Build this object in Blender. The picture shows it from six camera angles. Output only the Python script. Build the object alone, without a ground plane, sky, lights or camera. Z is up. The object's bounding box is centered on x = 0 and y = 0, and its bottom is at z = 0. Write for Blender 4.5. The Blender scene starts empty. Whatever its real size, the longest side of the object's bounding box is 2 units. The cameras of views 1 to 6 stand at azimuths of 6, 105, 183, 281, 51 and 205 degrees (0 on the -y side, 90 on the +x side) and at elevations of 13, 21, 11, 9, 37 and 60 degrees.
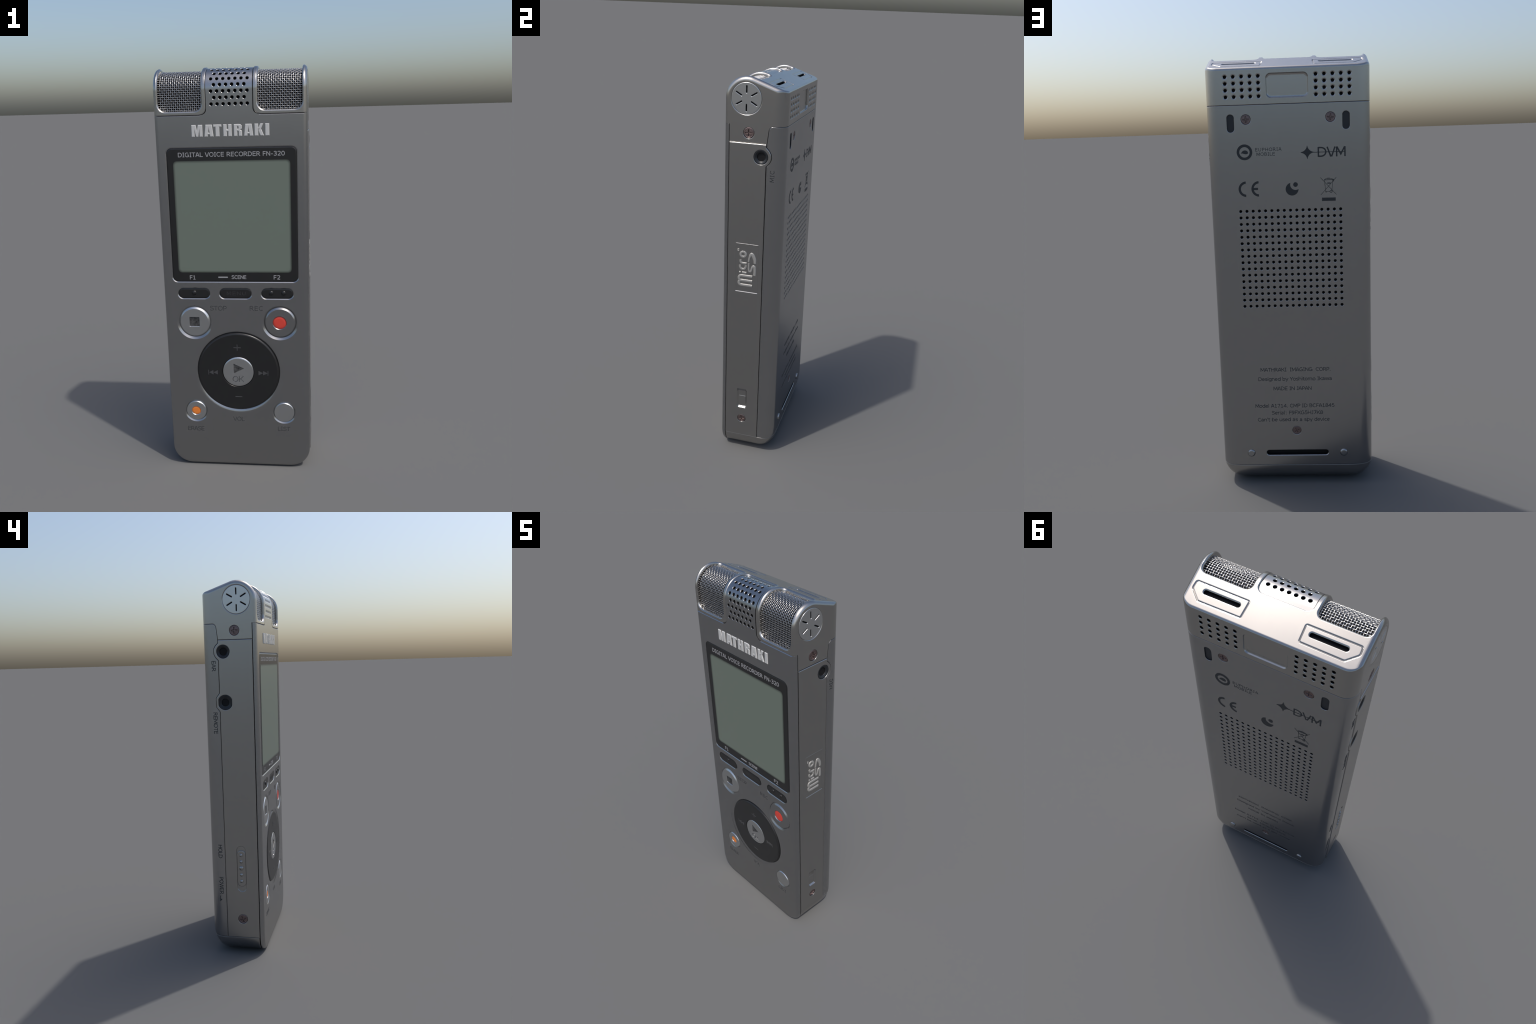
# Handheld digital voice recorder, built part by part.
import bpy, bmesh, math, random
from mathutils import Vector, Matrix

random.seed(7)
PI = math.pi
HW = 0.3565          # half width of the shell
HD = 0.145           # half depth of the shell
SIDE = 0.3595        # outer face of the side panels
ARC_Z, ARC_R = 1.8975, 0.1025        # round nose of the microphone head
ARC_Y = -HD + ARC_R
BACK_TOP_Z = 1.9405                  # height of the rear top edge of the head


# ----------------------------------------------------------------- materials
def principled(name, color, metallic=0.0, rough=0.4, edge=0.0, grain=0.0, grain_scale=400.0,
               spec=0.5, tint=0.0):
    m = bpy.data.materials.new(name)
    m.use_nodes = True
    nt = m.node_tree
    b = nt.nodes["Principled BSDF"]
    b.inputs["Base Color"].default_value = (*color, 1)
    b.inputs["Metallic"].default_value = metallic
    b.inputs["Roughness"].default_value = rough
    b.inputs["Specular IOR Level"].default_value = spec
    tc = nt.nodes.new("ShaderNodeTexCoord")
    last = None
    if edge:
        bev = nt.nodes.new("ShaderNodeBevel")
        bev.samples = 8
        bev.inputs["Radius"].default_value = edge
        last = bev.outputs["Normal"]
    if grain:
        n = nt.nodes.new("ShaderNodeTexNoise")
        n.inputs["Scale"].default_value = grain_scale
        n.inputs["Detail"].default_value = 2
        nt.links.new(tc.outputs["Object"], n.inputs["Vector"])
        bp = nt.nodes.new("ShaderNodeBump")
        bp.inputs["Strength"].default_value = grain
        bp.inputs["Distance"].default_value = 0.001
        nt.links.new(n.outputs["Fac"], bp.inputs["Height"])
        if last:
            nt.links.new(last, bp.inputs["Normal"])
        last = bp.outputs["Normal"]
    if last:
        nt.links.new(last, b.inputs["Normal"])
    if tint:
        n2 = nt.nodes.new("ShaderNodeTexNoise")
        n2.inputs["Scale"].default_value = 5.0
        n2.inputs["Detail"].default_value = 4
        nt.links.new(tc.outputs["Object"], n2.inputs["Vector"])
        mr = nt.nodes.new("ShaderNodeMapRange")
        mr.inputs["To Min"].default_value = rough - tint
        mr.inputs["To Max"].default_value = rough + tint
        nt.links.new(n2.outputs["Fac"], mr.inputs["Value"])
        nt.links.new(mr.outputs["Result"], b.inputs["Roughness"])
    return m


M_COVER = principled("cover_metal", (0.375, 0.375, 0.378), 1, 0.25, tint=0.02)
M_COVER_E = principled("cover_metal_rounded", (0.375, 0.375, 0.378), 1, 0.25, edge=0.003, tint=0.02)
M_HEAD = principled("head_metal", (0.43, 0.42, 0.405), 1, 0.25, edge=0.003, tint=0.02)
M_PANEL = principled("panel_metal", (0.395, 0.388, 0.378), 1, 0.28, edge=0.003)
M_LIGHT = principled("pale_metal", (0.60, 0.61, 0.615), 1, 0.27, edge=0.002)
M_LIGHT2 = principled("pale_metal_sharp", (0.60, 0.61, 0.615), 1, 0.27)
M_DARKGREY = principled("dark_grey_metal", (0.26, 0.26, 0.265), 1, 0.35)
M_WIRE = principled("wire_metal", (0.42, 0.415, 0.41), 1, 0.25)
M_BLACK = principled("black_hole", (0.010, 0.010, 0.011), 0, 0.6, spec=0.2)
M_GLOSS = principled("black_gloss", (0.013, 0.013, 0.0135), 0, 0.3, edge=0.002)
M_RUBBER = principled("black_button", (0.013, 0.013, 0.0135), 0, 0.32)
M_JACK = principled("jack_plastic", (0.012, 0.014, 0.017), 0, 0.35)
M_SLOT = principled("slot_plastic", (0.022, 0.024, 0.028), 0, 0.5)
M_SCREW = principled("screw_metal", (0.23, 0.175, 0.168), 1, 0.42, edge=0.001)
M_INK = principled("dark_ink", (0.025, 0.028, 0.031), 0, 0.45)
M_INKSOFT = principled("faded_ink", (0.048, 0.049, 0.051), 0, 0.45)
M_WHITE = principled("pale_print", (0.30, 0.30, 0.31), 0, 0.45)
M_GREY = principled("grey_print", (0.06, 0.06, 0.062), 0, 0.45)
M_DIM = principled("dim_print", (0.030, 0.030, 0.031), 0, 0.4)
M_BRAND = principled("brand_metal", (0.55, 0.55, 0.54), 0.1, 0.25)
M_RAISED = principled("raised_logo_metal", (0.34, 0.335, 0.32), 0.4, 0.45)
M_RED = principled("red_dot", (0.62, 0.055, 0.036), 0, 0.4)
M_ORANGE = principled("orange_dot", (0.74, 0.21, 0.035), 0, 0.4)
M_FOOT = principled("foot_metal", (0.38, 0.385, 0.39), 1, 0.28)


def pitted_material():
    """Dark cast floor of the engraved stop and play signs."""
    m = principled("pitted_floor", (0.06, 0.06, 0.06), 0.2, 0.6)
    nt = m.node_tree
    b = nt.nodes["Principled BSDF"]
    tc = nt.nodes.new("ShaderNodeTexCoord")
    n = nt.nodes.new("ShaderNodeTexNoise")
    n.inputs["Scale"].default_value = 70
    n.inputs["Detail"].default_value = 5
    nt.links.new(tc.outputs["Object"], n.inputs["Vector"])
    r = nt.nodes.new("ShaderNodeValToRGB")
    r.color_ramp.elements[0].position = 0.35
    r.color_ramp.elements[0].color = (0.018, 0.018, 0.018, 1)
    r.color_ramp.elements[1].position = 0.68
    r.color_ramp.elements[1].color = (0.10, 0.10, 0.10, 1)
    nt.links.new(n.outputs["Fac"], r.inputs["Fac"])
    nt.links.new(r.outputs["Color"], b.inputs["Base Color"])
    bp = nt.nodes.new("ShaderNodeBump")
    bp.inputs["Strength"].default_value = 0.5
    bp.inputs["Distance"].default_value = 0.003
    nt.links.new(n.outputs["Fac"], bp.inputs["Height"])
    nt.links.new(bp.outputs["Normal"], b.inputs["Normal"])
    return m


def screen_material(cx, cz, hw, hh, r, fade):
    """Green-grey display glass with an inset shadow painted into its border colour: rounded-box distance on object coords."""
    m = principled("display_glass", (0.16, 0.19, 0.16), 0, 0.4)
    nt = m.node_tree
    b = nt.nodes["Principled BSDF"]
    tc = nt.nodes.new("ShaderNodeTexCoord")
    sx = nt.nodes.new("ShaderNodeSeparateXYZ")
    nt.links.new(tc.outputs["Object"], sx.inputs[0])

    def math_node(op, a, bb=None):
        n = nt.nodes.new("ShaderNodeMath")
        n.operation = op
        for i, v in enumerate((a, bb)):
            if v is None:
                continue
            if isinstance(v, (int, float)):
                n.inputs[i].default_value = v
            else:
                nt.links.new(v, n.inputs[i])
        return n.outputs[0]

    def axis(out, c, half):
        q = math_node("ABSOLUTE", math_node("SUBTRACT", out, c))
        return math_node("MAXIMUM", math_node("SUBTRACT", q, half - r), 0.0)
    dx, dz = axis(sx.outputs["X"], cx, hw), axis(sx.outputs["Z"], cz, hh)
    dist = math_node("SQRT", math_node("ADD", math_node("MULTIPLY", dx, dx), math_node("MULTIPLY", dz, dz)))
    mr = nt.nodes.new("ShaderNodeMapRange")
    mr.interpolation_type = 'SMOOTHSTEP'
    mr.inputs["From Min"].default_value = r - fade
    mr.inputs["From Max"].default_value = r + 0.004
    nt.links.new(dist, mr.inputs["Value"])
    ramp = nt.nodes.new("ShaderNodeValToRGB")
    ramp.color_ramp.elements[0].color = (0.143, 0.172, 0.141, 1)
    ramp.color_ramp.elements[1].color = (0.035, 0.040, 0.034, 1)
    nt.links.new(mr.outputs["Result"], ramp.inputs["Fac"])
    nt.links.new(ramp.outputs["Color"], b.inputs["Base Color"])
    return m


M_PIT = pitted_material()

# ----------------------------------------------------------------- outlines


def rrect(x0, x1, y0, y1, radii, n=8):
    """Counter-clockwise rounded rectangle; radii for (lower left, lower right, upper right, upper left)."""
    if isinstance(radii, (int, float)):
        radii = [radii] * 4
    cs = [(x0, y0, 1, 1, 180), (x1, y0, -1, 1, 270), (x1, y1, -1, -1, 0), (x0, y1, 1, -1, 90)]
    pts = []
    for (cx, cy, sx, sy, a0), r in zip(cs, radii):
        r = max(r, 1e-4)
        for k in range(n + 1):
            a = math.radians(a0 + 90 * k / n)
            pts.append((cx + sx * r + r * math.cos(a), cy + sy * r + r * math.sin(a)))
    return pts


def rrect_fn(x0, x1, y0, y1, radii, n=8):
    if isinstance(radii, (int, float)):
        radii = [radii] * 4
    return lambda i: rrect(x0 + i, x1 - i, y0 + i, y1 - i, [r - i for r in radii], n)


def circle_fn(cx, cy, r, n=48):
    return lambda i: [(cx + (r - i) * math.cos(2 * PI * k / n), cy + (r - i) * math.sin(2 * PI * k / n))
                      for k in range(n)]


def fillet(pts, radii, n=6):
    """Round the corners of a closed polygon."""
    out = []
    L = len(pts)
    if isinstance(radii, (int, float)):
        radii = [radii] * L
    for k in range(L):
        p = Vector(pts[k])
        a = (Vector(pts[k - 1]) - p)
        b = (Vector(pts[(k + 1) % L]) - p)
        r = radii[k]
        if r <= 1e-6:
            out.append(tuple(p))
            continue
        a.normalize()
        b.normalize()
        ang = a.angle(b)
        t = r / math.tan(ang / 2)
        c = p + (a + b).normalized() * (r / math.sin(ang / 2))
        s, e = p + a * t - c, p + b * t - c
        a0 = math.atan2(s.y, s.x)
        d = math.atan2(e.y, e.x) - a0
        while d > PI:
            d -= 2 * PI
        while d < -PI:
            d += 2 * PI
        for j in range(n + 1):
            w = a0 + d * j / n
            out.append((c.x + r * math.cos(w), c.y + r * math.sin(w)))
    return out


def offset(pts, d):
    """Inset a counter-clockwise polygon by d (mitred)."""
    out = []
    L = len(pts)
    for k in range(L):
        p0, p, p1 = Vector(pts[k - 1]), Vector(pts[k]), Vector(pts[(k + 1) % L])
        e0, e1 = (p - p0).normalized(), (p1 - p).normalized()
        n0, n1 = Vector((-e0.y, e0.x)), Vector((-e1.y, e1.x))
        m = n0 + n1
        if m.length < 1e-6:
            m = n0
        m.normalize()
        c = max(m.dot(n0), 0.3)
        q = p + m * (d / c)
        out.append((q.x, q.y))
    return out


def poly_fn(pts):
    area = sum(pts[k - 1][0] * pts[k][1] - pts[k][0] * pts[k - 1][1] for k in range(len(pts)))
    if area < 0:
        pts = pts[::-1]
    return lambda i: offset(pts, i) if abs(i) > 1e-9 else list(pts)


# frames: (u, v, height above the face) -> world
def FRONT(u, v, d):
    return (u, -HD - d, v)


def BACK(u, v, d):
    return (u, HD + d, v)


def RIGHT(u, v, d):
    return (HW + d, u, v)


def LEFT(u, v, d):
    return (-HW - d, u, v)


# path that runs up the front of the head, round the nose and down the sloping top
class NosePath:
    def __init__(self, cy, cz, r, slope):
        self.cy, self.cz, self.r, self.a = cy, cz, r, slope
        self.s1 = r * (PI / 2 + slope)

    def frame(self, s):
        if s < 0:
            return (self.cy - self.r, self.cz + s), (-1, 0)
        if s < self.s1:
            w = s / self.r
            n = (-math.cos(w), math.sin(w))
            return (self.cy + self.r * n[0], self.cz + self.r * n[1]), n
        n = (math.sin(self.a), math.cos(self.a))
        t = s - self.s1
        return (self.cy + self.r * n[0] + t * n[1], self.cz + self.r * n[1] - t * n[0]), n

    def __call__(self, x, s, d):
        p, n = self.frame(s)
        return (x, p[0] + n[0] * d, p[1] + n[1] * d)

    def s_at_y(self, y):
        n = (math.sin(self.a), math.cos(self.a))
        return self.s1 + (y - (self.cy + self.r * n[0])) / n[1]


def _slope():
    dy, dz = HD - ARC_Y, BACK_TOP_Z - ARC_Z
    D = math.hypot(dy, dz)
    # tangent from the rear edge point to the nose circle
    th = math.atan2(dz, dy) + math.acos(ARC_R / D)
    return PI / 2 - th


SLOPE = _slope()
NOSE = NosePath(ARC_Y, ARC_Z, ARC_R, SLOPE)
GR_R = 0.0972
GRILLE = NosePath(-HD + GR_R, ARC_Z, GR_R, SLOPE)


def TOP(u, v, d):
    """u = x, v = y on the sloping top."""
    return NOSE(u, NOSE.s_at_y(v), d)


# ----------------------------------------------------------------- meshes
class Geo:
    def __init__(self):
        self.v, self.f, self.m = [], [], []

    def rings(self, rings, mats=None, cap0=True, cap1=True, cap_mats=(0, 0)):
        base = len(self.v)
        n = len(rings[0])
        for r in rings:
            self.v += [tuple(p) for p in r]
        for k in range(len(rings) - 1):
            for j in range(n):
                a, b = base + k * n + j, base + k * n + (j + 1) % n
                self.f.append((a, b, b + n, a + n))
                self.m.append(mats[k] if mats else 0)
        if cap0:
            self.f.append(tuple(base + j for j in range(n))[::-1])
            self.m.append(cap_mats[0])
        if cap1:
            o = base + (len(rings) - 1) * n
            self.f.append(tuple(o + j for j in range(n)))
            self.m.append(cap_mats[1])
        return self

    def solid(self, frame, fn, profile, cap_mats=(0, 0)):
        """profile: (inset, height[, material of the band up to the next ring])"""
        rings = [[frame(u, v, p[1]) for u, v in fn(p[0])] for p in profile]
        mats = [p[2] if len(p) > 2 else 0 for p in profile]
        return self.rings(rings, mats, cap_mats=cap_mats)

    def add(self, other):
        b = len(self.v)
        self.v += other.v
        self.f += [tuple(i + b for i in f) for f in other.f]
        self.m += other.m
        return self


def mesh_of(geo, mats, name="part", recalc=True):
    me = bpy.data.meshes.new(name)
    me.from_pydata(geo.v, [], geo.f)
    for m in mats:
        me.materials.append(m)
    me.polygons.foreach_set("material_index", geo.m)
    if recalc:
        bm = bmesh.new()
        bm.from_mesh(me)
        bmesh.ops.remove_doubles(bm, verts=bm.verts, dist=1e-6)
        bmesh.ops.recalc_face_normals(bm, faces=bm.faces)
        bm.to_mesh(me)
        bm.free()
    return me


ROOT = bpy.data.objects.new("voice_recorder", None)
bpy.context.scene.collection.objects.link(ROOT)
ROOT["label"] = "dark grey metal pocket voice recorder with mesh microphones and LCD"
ROOT["category"] = "voice recorder"


def place(name, me, parent=None, matrix=None):
    ob = bpy.data.objects.new(name, me)
    bpy.context.scene.collection.objects.link(ob)
    ob.parent = parent or ROOT
    if matrix is not None:
        ob.matrix_local = matrix
    return ob


def evaluated(ob):
    dg = bpy.context.evaluated_depsgraph_get()
    dg.update()
    return bpy.data.meshes.new_from_object(ob.evaluated_get(dg), depsgraph=dg)


def boolean(ob, geo, mats, op='DIFFERENCE', self_cut=False):
    me = mesh_of(geo, mats, "cutter")
    c = bpy.data.objects.new("cutter", me)
    bpy.context.scene.collection.objects.link(c)
    md = ob.modifiers.new("cut", 'BOOLEAN')
    md.operation = op
    md.solver = 'EXACT'
    md.object = c
    md.use_self = self_cut
    md.material_mode = 'TRANSFER'
    new = evaluated(ob)
    ob.modifiers.clear()
    old = ob.data
    ob.data = new
    new.name = old.name
    bpy.data.meshes.remove(old)
    bpy.data.objects.remove(c)
    bpy.data.meshes.remove(me)
    return ob


def shade(ob, angle=32, weighted=True):
    me = ob.data
    me.polygons.foreach_set("use_smooth", [True] * len(me.polygons))
    me.set_sharp_from_angle(angle=math.radians(angle))
    if weighted:
        md = ob.modifiers.new("wn", 'WEIGHTED_NORMAL')
        md.keep_sharp = True
        md.weight = 80
        new = evaluated(ob)
        ob.modifiers.clear()
        name = me.name
        ob.data = new
        bpy.data.meshes.remove(me)
        new.name = name
    return ob


def part(name, geo, mats, parent=None, angle=32, weighted=True):
    if not isinstance(mats, (list, tuple)):
        mats = [mats]
    ob = place(name, mesh_of(geo, mats, name), parent)
    return shade(ob, angle, weighted)


def rounded_profile(r, top, bottom, steps=5):
    """Solid with a rounded upper rim of radius r: from bottom up to top."""
    pr = [(0.0, bottom)]
    for k in range(steps + 1):
        a = PI / 2 * k / steps
        pr.append((r - r * math.cos(a), top - r + r * math.sin(a)))
    return pr


def pocket_profile(flare, depth, mats=(0, 0), flare_depth=None):
    """Cutter for a hole: conical mouth, straight wall, flat floor."""
    fd = flare if flare_depth is None else flare_depth
    up = 0.004
    return [(-flare - up * flare / max(fd, 1e-6), up, mats[0]), (0.0, -fd, mats[1]), (0.0, -depth)]


# lettering: a plain wide sans drawn with strokes of even weight --------------
def arc(cx, cy, rx, ry, a0, a1, n=14):
    return [(cx + rx * math.cos(math.radians(a0 + (a1 - a0) * k / n)), cy + ry * math.sin(math.radians(a0 + (a1 - a0) * k / n))) for k in range(n + 1)]


def S(*pts):
    return [tuple(p) for p in smooth_path(pts, 4)]


def vbar(x, y0=0, y1=727):
    return [(x, y0), (x, y1)]


def hbar(y, x0, x1):
    return [(x0, y), (x1, y)]


def smooth_path(pts, n=6):
    """Catmull-Rom through the points."""
    P = [Vector(p) for p in pts]
    P = [P[0] * 2 - P[1]] + P + [P[-1] * 2 - P[-2]]
    out = []
    for k in range(1, len(P) - 2):
        for j in range(n):
            t = j / n
            a, b, c, d = P[k - 1], P[k], P[k + 1], P[k + 2]
            out.append(0.5 * ((2 * b) + (c - a) * t + (2 * a - 5 * b + 4 * c - d) * t * t
                              + (3 * b - a - 3 * c + d) * t ** 3))
    out.append(P[-2])
    return out


ARCH = S((105, 390), (190, 470), (310, 502), (440, 470), (515, 380), (525, 300)) + [(525, 0)]
GLYPHS = {
    "A": (684, [(50, 0), (314, 727)], [(370, 727), (634, 0)], hbar(228, 150, 534)),
    "B": (686, vbar(118), [(118, 682), (370, 682)] + arc(370, 545, 140, 137, 80, -90, 8) + [(118, 408)], [(118, 400), (390, 400)] + arc(390, 223, 180, 177, 80, -90, 8) + [(118, 46)]),
    "C": (698, arc(395, 363, 297, 325, 47, 313, 22)),
    "D": (771, vbar(118), [(118, 682), (320, 682)] + arc(320, 364, 348, 318, 85, -90, 14) + [(118, 46)]),
    "E": (632, vbar(118), hbar(682, 118, 580), hbar(390, 118, 548), hbar(44, 118, 580)),
    "F": (575, vbar(118), hbar(682, 118, 548), hbar(370, 118, 500)),
    "G": (775, arc(400, 363, 305, 325, 47, 300, 20) + [(660, 85), (660, 342), (430, 342)]),
    "H": (751, vbar(118), vbar(633), hbar(382, 118, 633)),
    "I": (421, vbar(210), hbar(688, 72, 348), hbar(40, 72, 348)),
    "J": (455, [(120, 686), (308, 686), (308, 190)] + S((300, 120), (250, 60), (150, 40), (40, 52))),
    "K": (693, vbar(118), [(625, 727), (165, 290)], [(285, 405), (640, 0)]),
    "L": (557, vbar(118), hbar(44, 118, 540)),
    "M": (843, vbar(114), vbar(729), [(130, 720), (421, 170), (713, 720)]),
    "N": (748, vbar(116), vbar(632), [(116, 715), (632, 15)]),
    "O": (787, arc(393, 363, 312, 325, 0, 360, 32)),
    "P": (603, vbar(118), [(118, 682), (335, 682)] + arc(335, 492, 200, 190, 80, -90, 10) + [(118, 302)]),
    "R": (695, vbar(118), [(118, 682), (340, 682)] + arc(340, 512, 190, 170, 80, -90, 10) + [(118, 342)], [(330, 342), (650, 0)]),
    "S": (684, S((600, 600), (500, 662), (370, 687), (200, 655), (128, 545), (190, 430), (345, 385), (515, 325), (585, 205), (515, 85), (340, 38), (180, 62), (75, 120))),
    "T": (616, hbar(682, 15, 601), vbar(308)),
    "U": (732, [(114, 727), (114, 280)] + arc(366, 280, 252, 242, 180, 360, 16) + [(618, 727)]),
    "V": (684, [(48, 727), (316, 0)], [(368, 0), (636, 727)]),
    "W": (989, [(50, 727), (255, 0)], [(285, 0), (480, 727)], [(508, 727), (705, 0)], [(735, 0), (938, 727)]),
    "X": (685, [(50, 0), (635, 727)], [(50, 727), (635, 0)]),
    "Y": (615, [(35, 727), (308, 300)], [(580, 727), (308, 300)], vbar(308, 0, 320)),
    "0": (636, arc(318, 363, 228, 325, 0, 360, 28)), "1": (636, vbar(330), hbar(40, 130, 530), [(150, 595), (250, 605), (330, 700)]),
    "2": (636, S((95, 600), (200, 668), (320, 687), (465, 640), (508, 525), (440, 370), (290, 220), (110, 60)), hbar(44, 95, 565)),
    "3": (636, S((95, 630), (300, 687), (460, 640), (495, 540), (430, 435), (240, 395)), S((240, 390), (440, 350), (525, 210), (460, 90), (300, 38), (85, 90))),
    "4": (636, vbar(465), [(465, 700), (70, 225), (600, 225)]),
    "5": (636, [(535, 682), (160, 682), (150, 420)] + S((230, 440), (350, 440), (480, 380), (535, 240), (470, 95), (310, 38), (95, 80))),
    "7": (636, [(75, 682), (545, 682), (215, 0)]), "8": (636, arc(318, 535, 185, 152, 0, 360, 24), arc(318, 213, 222, 175, 0, 360, 24)),
    "9": (636, arc(305, 485, 208, 202, 0, 360, 24), S((513, 485), (500, 300), (420, 130), (280, 55), (110, 42))),
    "a": (601, S((90, 470), (210, 505), (350, 495), (440, 420), (452, 320)) + [(452, 0)], S((452, 310), (270, 290), (120, 220), (115, 110), (220, 42), (340, 62), (452, 145))),
    "b": (623, vbar(105, 0, 760), arc(325, 272, 205, 232, 0, 360, 22)), "c": (521, arc(310, 272, 218, 232, 45, 315, 16)),
    "d": (623, vbar(518, 0, 760), arc(298, 272, 205, 232, 0, 360, 22)), "e": (596, hbar(285, 90, 505), arc(300, 272, 210, 232, 3, 318, 20)),
    "g": (623, arc(298, 285, 205, 222, 0, 360, 22), [(518, 545), (518, 0)] + S((505, -90), (420, -155), (280, -165), (130, -130))),
    "h": (633, vbar(105, 0, 760), ARCH), "i": (274, vbar(137, 0, 545), vbar(137, 655, 755)), "k": (592, vbar(105, 0, 760), [(525, 545), (150, 225)], [(260, 325), (540, 0)]),
    "l": (274, vbar(137, 0, 760)),
    "m": (973, vbar(105, 0, 545), S((105, 400), (200, 480), (320, 500), (430, 440), (458, 320)) + [(458, 0)], S((458, 400), (560, 480), (690, 500), (800, 440), (830, 320)) + [(830, 0)]),
    "n": (633, vbar(105, 0, 545), ARCH), "o": (607, arc(303, 272, 215, 232, 0, 360, 22)), "p": (623, vbar(105, -205, 545), arc(325, 272, 205, 232, 0, 360, 22)),
    "r": (427, vbar(105, 0, 545), S((105, 350), (180, 450), (290, 500), (415, 495))),
    "s": (521, S((430, 450), (330, 498), (210, 495), (112, 435), (130, 335), (260, 290), (395, 240), (435, 150), (360, 60), (220, 42), (75, 85))),
    "t": (394, [(150, 700), (150, 170)] + S((165, 90), (220, 45), (300, 42), (378, 60)), hbar(500, 20, 375)),
    "u": (633, [(105, 545), (105, 230)] + S((120, 120), (190, 48), (320, 50), (440, 100), (525, 180)), vbar(528, 0, 545)),
    "v": (592, [(48, 545), (272, 0)], [(320, 0), (544, 545)]), "w": (818, [(45, 545), (215, 0)], [(240, 0), (395, 545)], [(423, 545), (580, 0)], [(605, 0), (773, 545)]),
    "y": (592, [(48, 545), (300, 10)], [(544, 545), (225, -205)]),
    ".": (364, vbar(182, 0, 115)), ":": (454, vbar(227, 0, 115), vbar(227, 430, 545)), "'": (269, vbar(134, 500, 760)), "-": (454, hbar(285, 70, 385)), " ": (352,),
}


def ribbon(pts, w):
    """Left and right borders of a stroke of width w (mitred joints)."""
    P = [Vector(p) for p in pts]
    P = [p for k, p in enumerate(P) if k == 0 or (p - P[k - 1]).length > 1e-6]
    closed = (P[0] - P[-1]).length < 1e-3
    if closed:
        P = P[:-1]
    L, A, B = len(P), [], []
    for k, p in enumerate(P):
        a = P[k - 1] if (k > 0 or closed) else None
        b = P[(k + 1) % L] if (k < L - 1 or closed) else None
        t0 = (p - a).normalized() if a is not None else (b - p).normalized()
        t1 = (b - p).normalized() if b is not None else t0
        m = Vector((-t0.y - t1.y, t0.x + t1.x)).normalized()
        f = (w / 2) / max(m.dot(Vector((-t0.y, t0.x))), 0.45)
        A.append(p + m * f)
        B.append(p - m * f)
    return A, B, closed


def layout(body, a0, a1, cap):
    """Strokes placed so that the word fills a0..a1; spare room goes between the letters."""
    k = cap / 727
    half = 48
    def ink(ch):
        xs = [x for st in GLYPHS[ch][1:] for x, _ in st]
        return min(xs) - half, max(xs) + half
    nat = sum(GLYPHS[c][0] for c in body) - ink(body[0])[0] - (GLYPHS[body[-1]][0] - ink(body[-1])[1])
    span = (a1 - a0)
    gap = (span - nat * k) / max(len(body) - 1, 1)
    kx = k
    if abs(gap) > 0.10 * cap and len(body) > 1:      # too far off: stretch the letters as well
        kx = k * (1 + 0.6 * (span / (nat * k) - 1))
        gap = (span - nat * kx) / (len(body) - 1)
    x = a0 - ink(body[0])[0] * kx
    out = []
    for c in body:
        for st in GLYPHS[c][1:]:
            out.append([(x + u * kx, v * k) for u, v in st])
        x += GLYPHS[c][0] * kx + gap
    return out


def letter_geo(body, a0, a1, base, cap, mapping, height, sink, weight=0.14, step=0.000012, taper=0.0):
    g = Geo()
    for i, st in enumerate(layout(body, a0, a1, cap)):
        h = height + step * (i % 6)
        A, B, closed = ribbon(st, cap * weight)
        Al, Bl, _ = ribbon(st, cap * weight - taper)
        rings = []
        for k in range(len(A)):
            rings.append([mapping(B2.x, base + B2.y, d) for B2, d in ((Bl[k], -sink), (B[k], h), (A[k], h), (Al[k], -sink))])
        if closed:
            rings.append(rings[0])
        g.rings(rings, cap0=not closed, cap1=not closed)
    return g


def lettering(name, body, a0, a1, base, cap, mapping, mat, parent, height=0.0003, sink=0.0007, weight=0.15):
    ob = place(name, mesh_of(letter_geo(body, a0, a1, base, cap, mapping, height, sink, weight), [mat], name), parent)
    return ob


def shapes(name, polys, mapping, mat, parent, height=0.0007, sink=0.0007):
    """Flat printed shapes from convex or simple outlines, each a thin slab."""
    g = Geo()
    for p in polys:
        g.rings([[mapping(u, v, -sink) for u, v in p], [mapping(u, v, height) for u, v in p]])
    return part(name, g, mat, parent, weighted=False)


def ring_slab(g, mapping, cx, cy, ro, ri, a0=0.0, a1=360.0, n=48, height=0.0007, sink=0.0007):
    full = abs(a1 - a0) >= 360
    cnt = n if full else n + 1
    rings = []
    for k in range(cnt):
        a = math.radians(a0 + (a1 - a0) * k / n)
        c, s = math.cos(a), math.sin(a)
        rings.append([mapping(cx + ri * c, cy + ri * s, -sink), mapping(cx + ro * c, cy + ro * s, -sink),
                      mapping(cx + ro * c, cy + ro * s, height), mapping(cx + ri * c, cy + ri * s, height)])
    if full:
        rings.append(rings[0])
    g.rings(rings, cap0=not full, cap1=not full)
    return g


def bar(p, q, w):
    p, q = Vector(p), Vector(q)
    t = (q - p).normalized()
    n = Vector((-t.y, t.x)) * (w / 2)
    return [tuple(p - n), tuple(q - n), tuple(q + n), tuple(p + n)]


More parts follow.
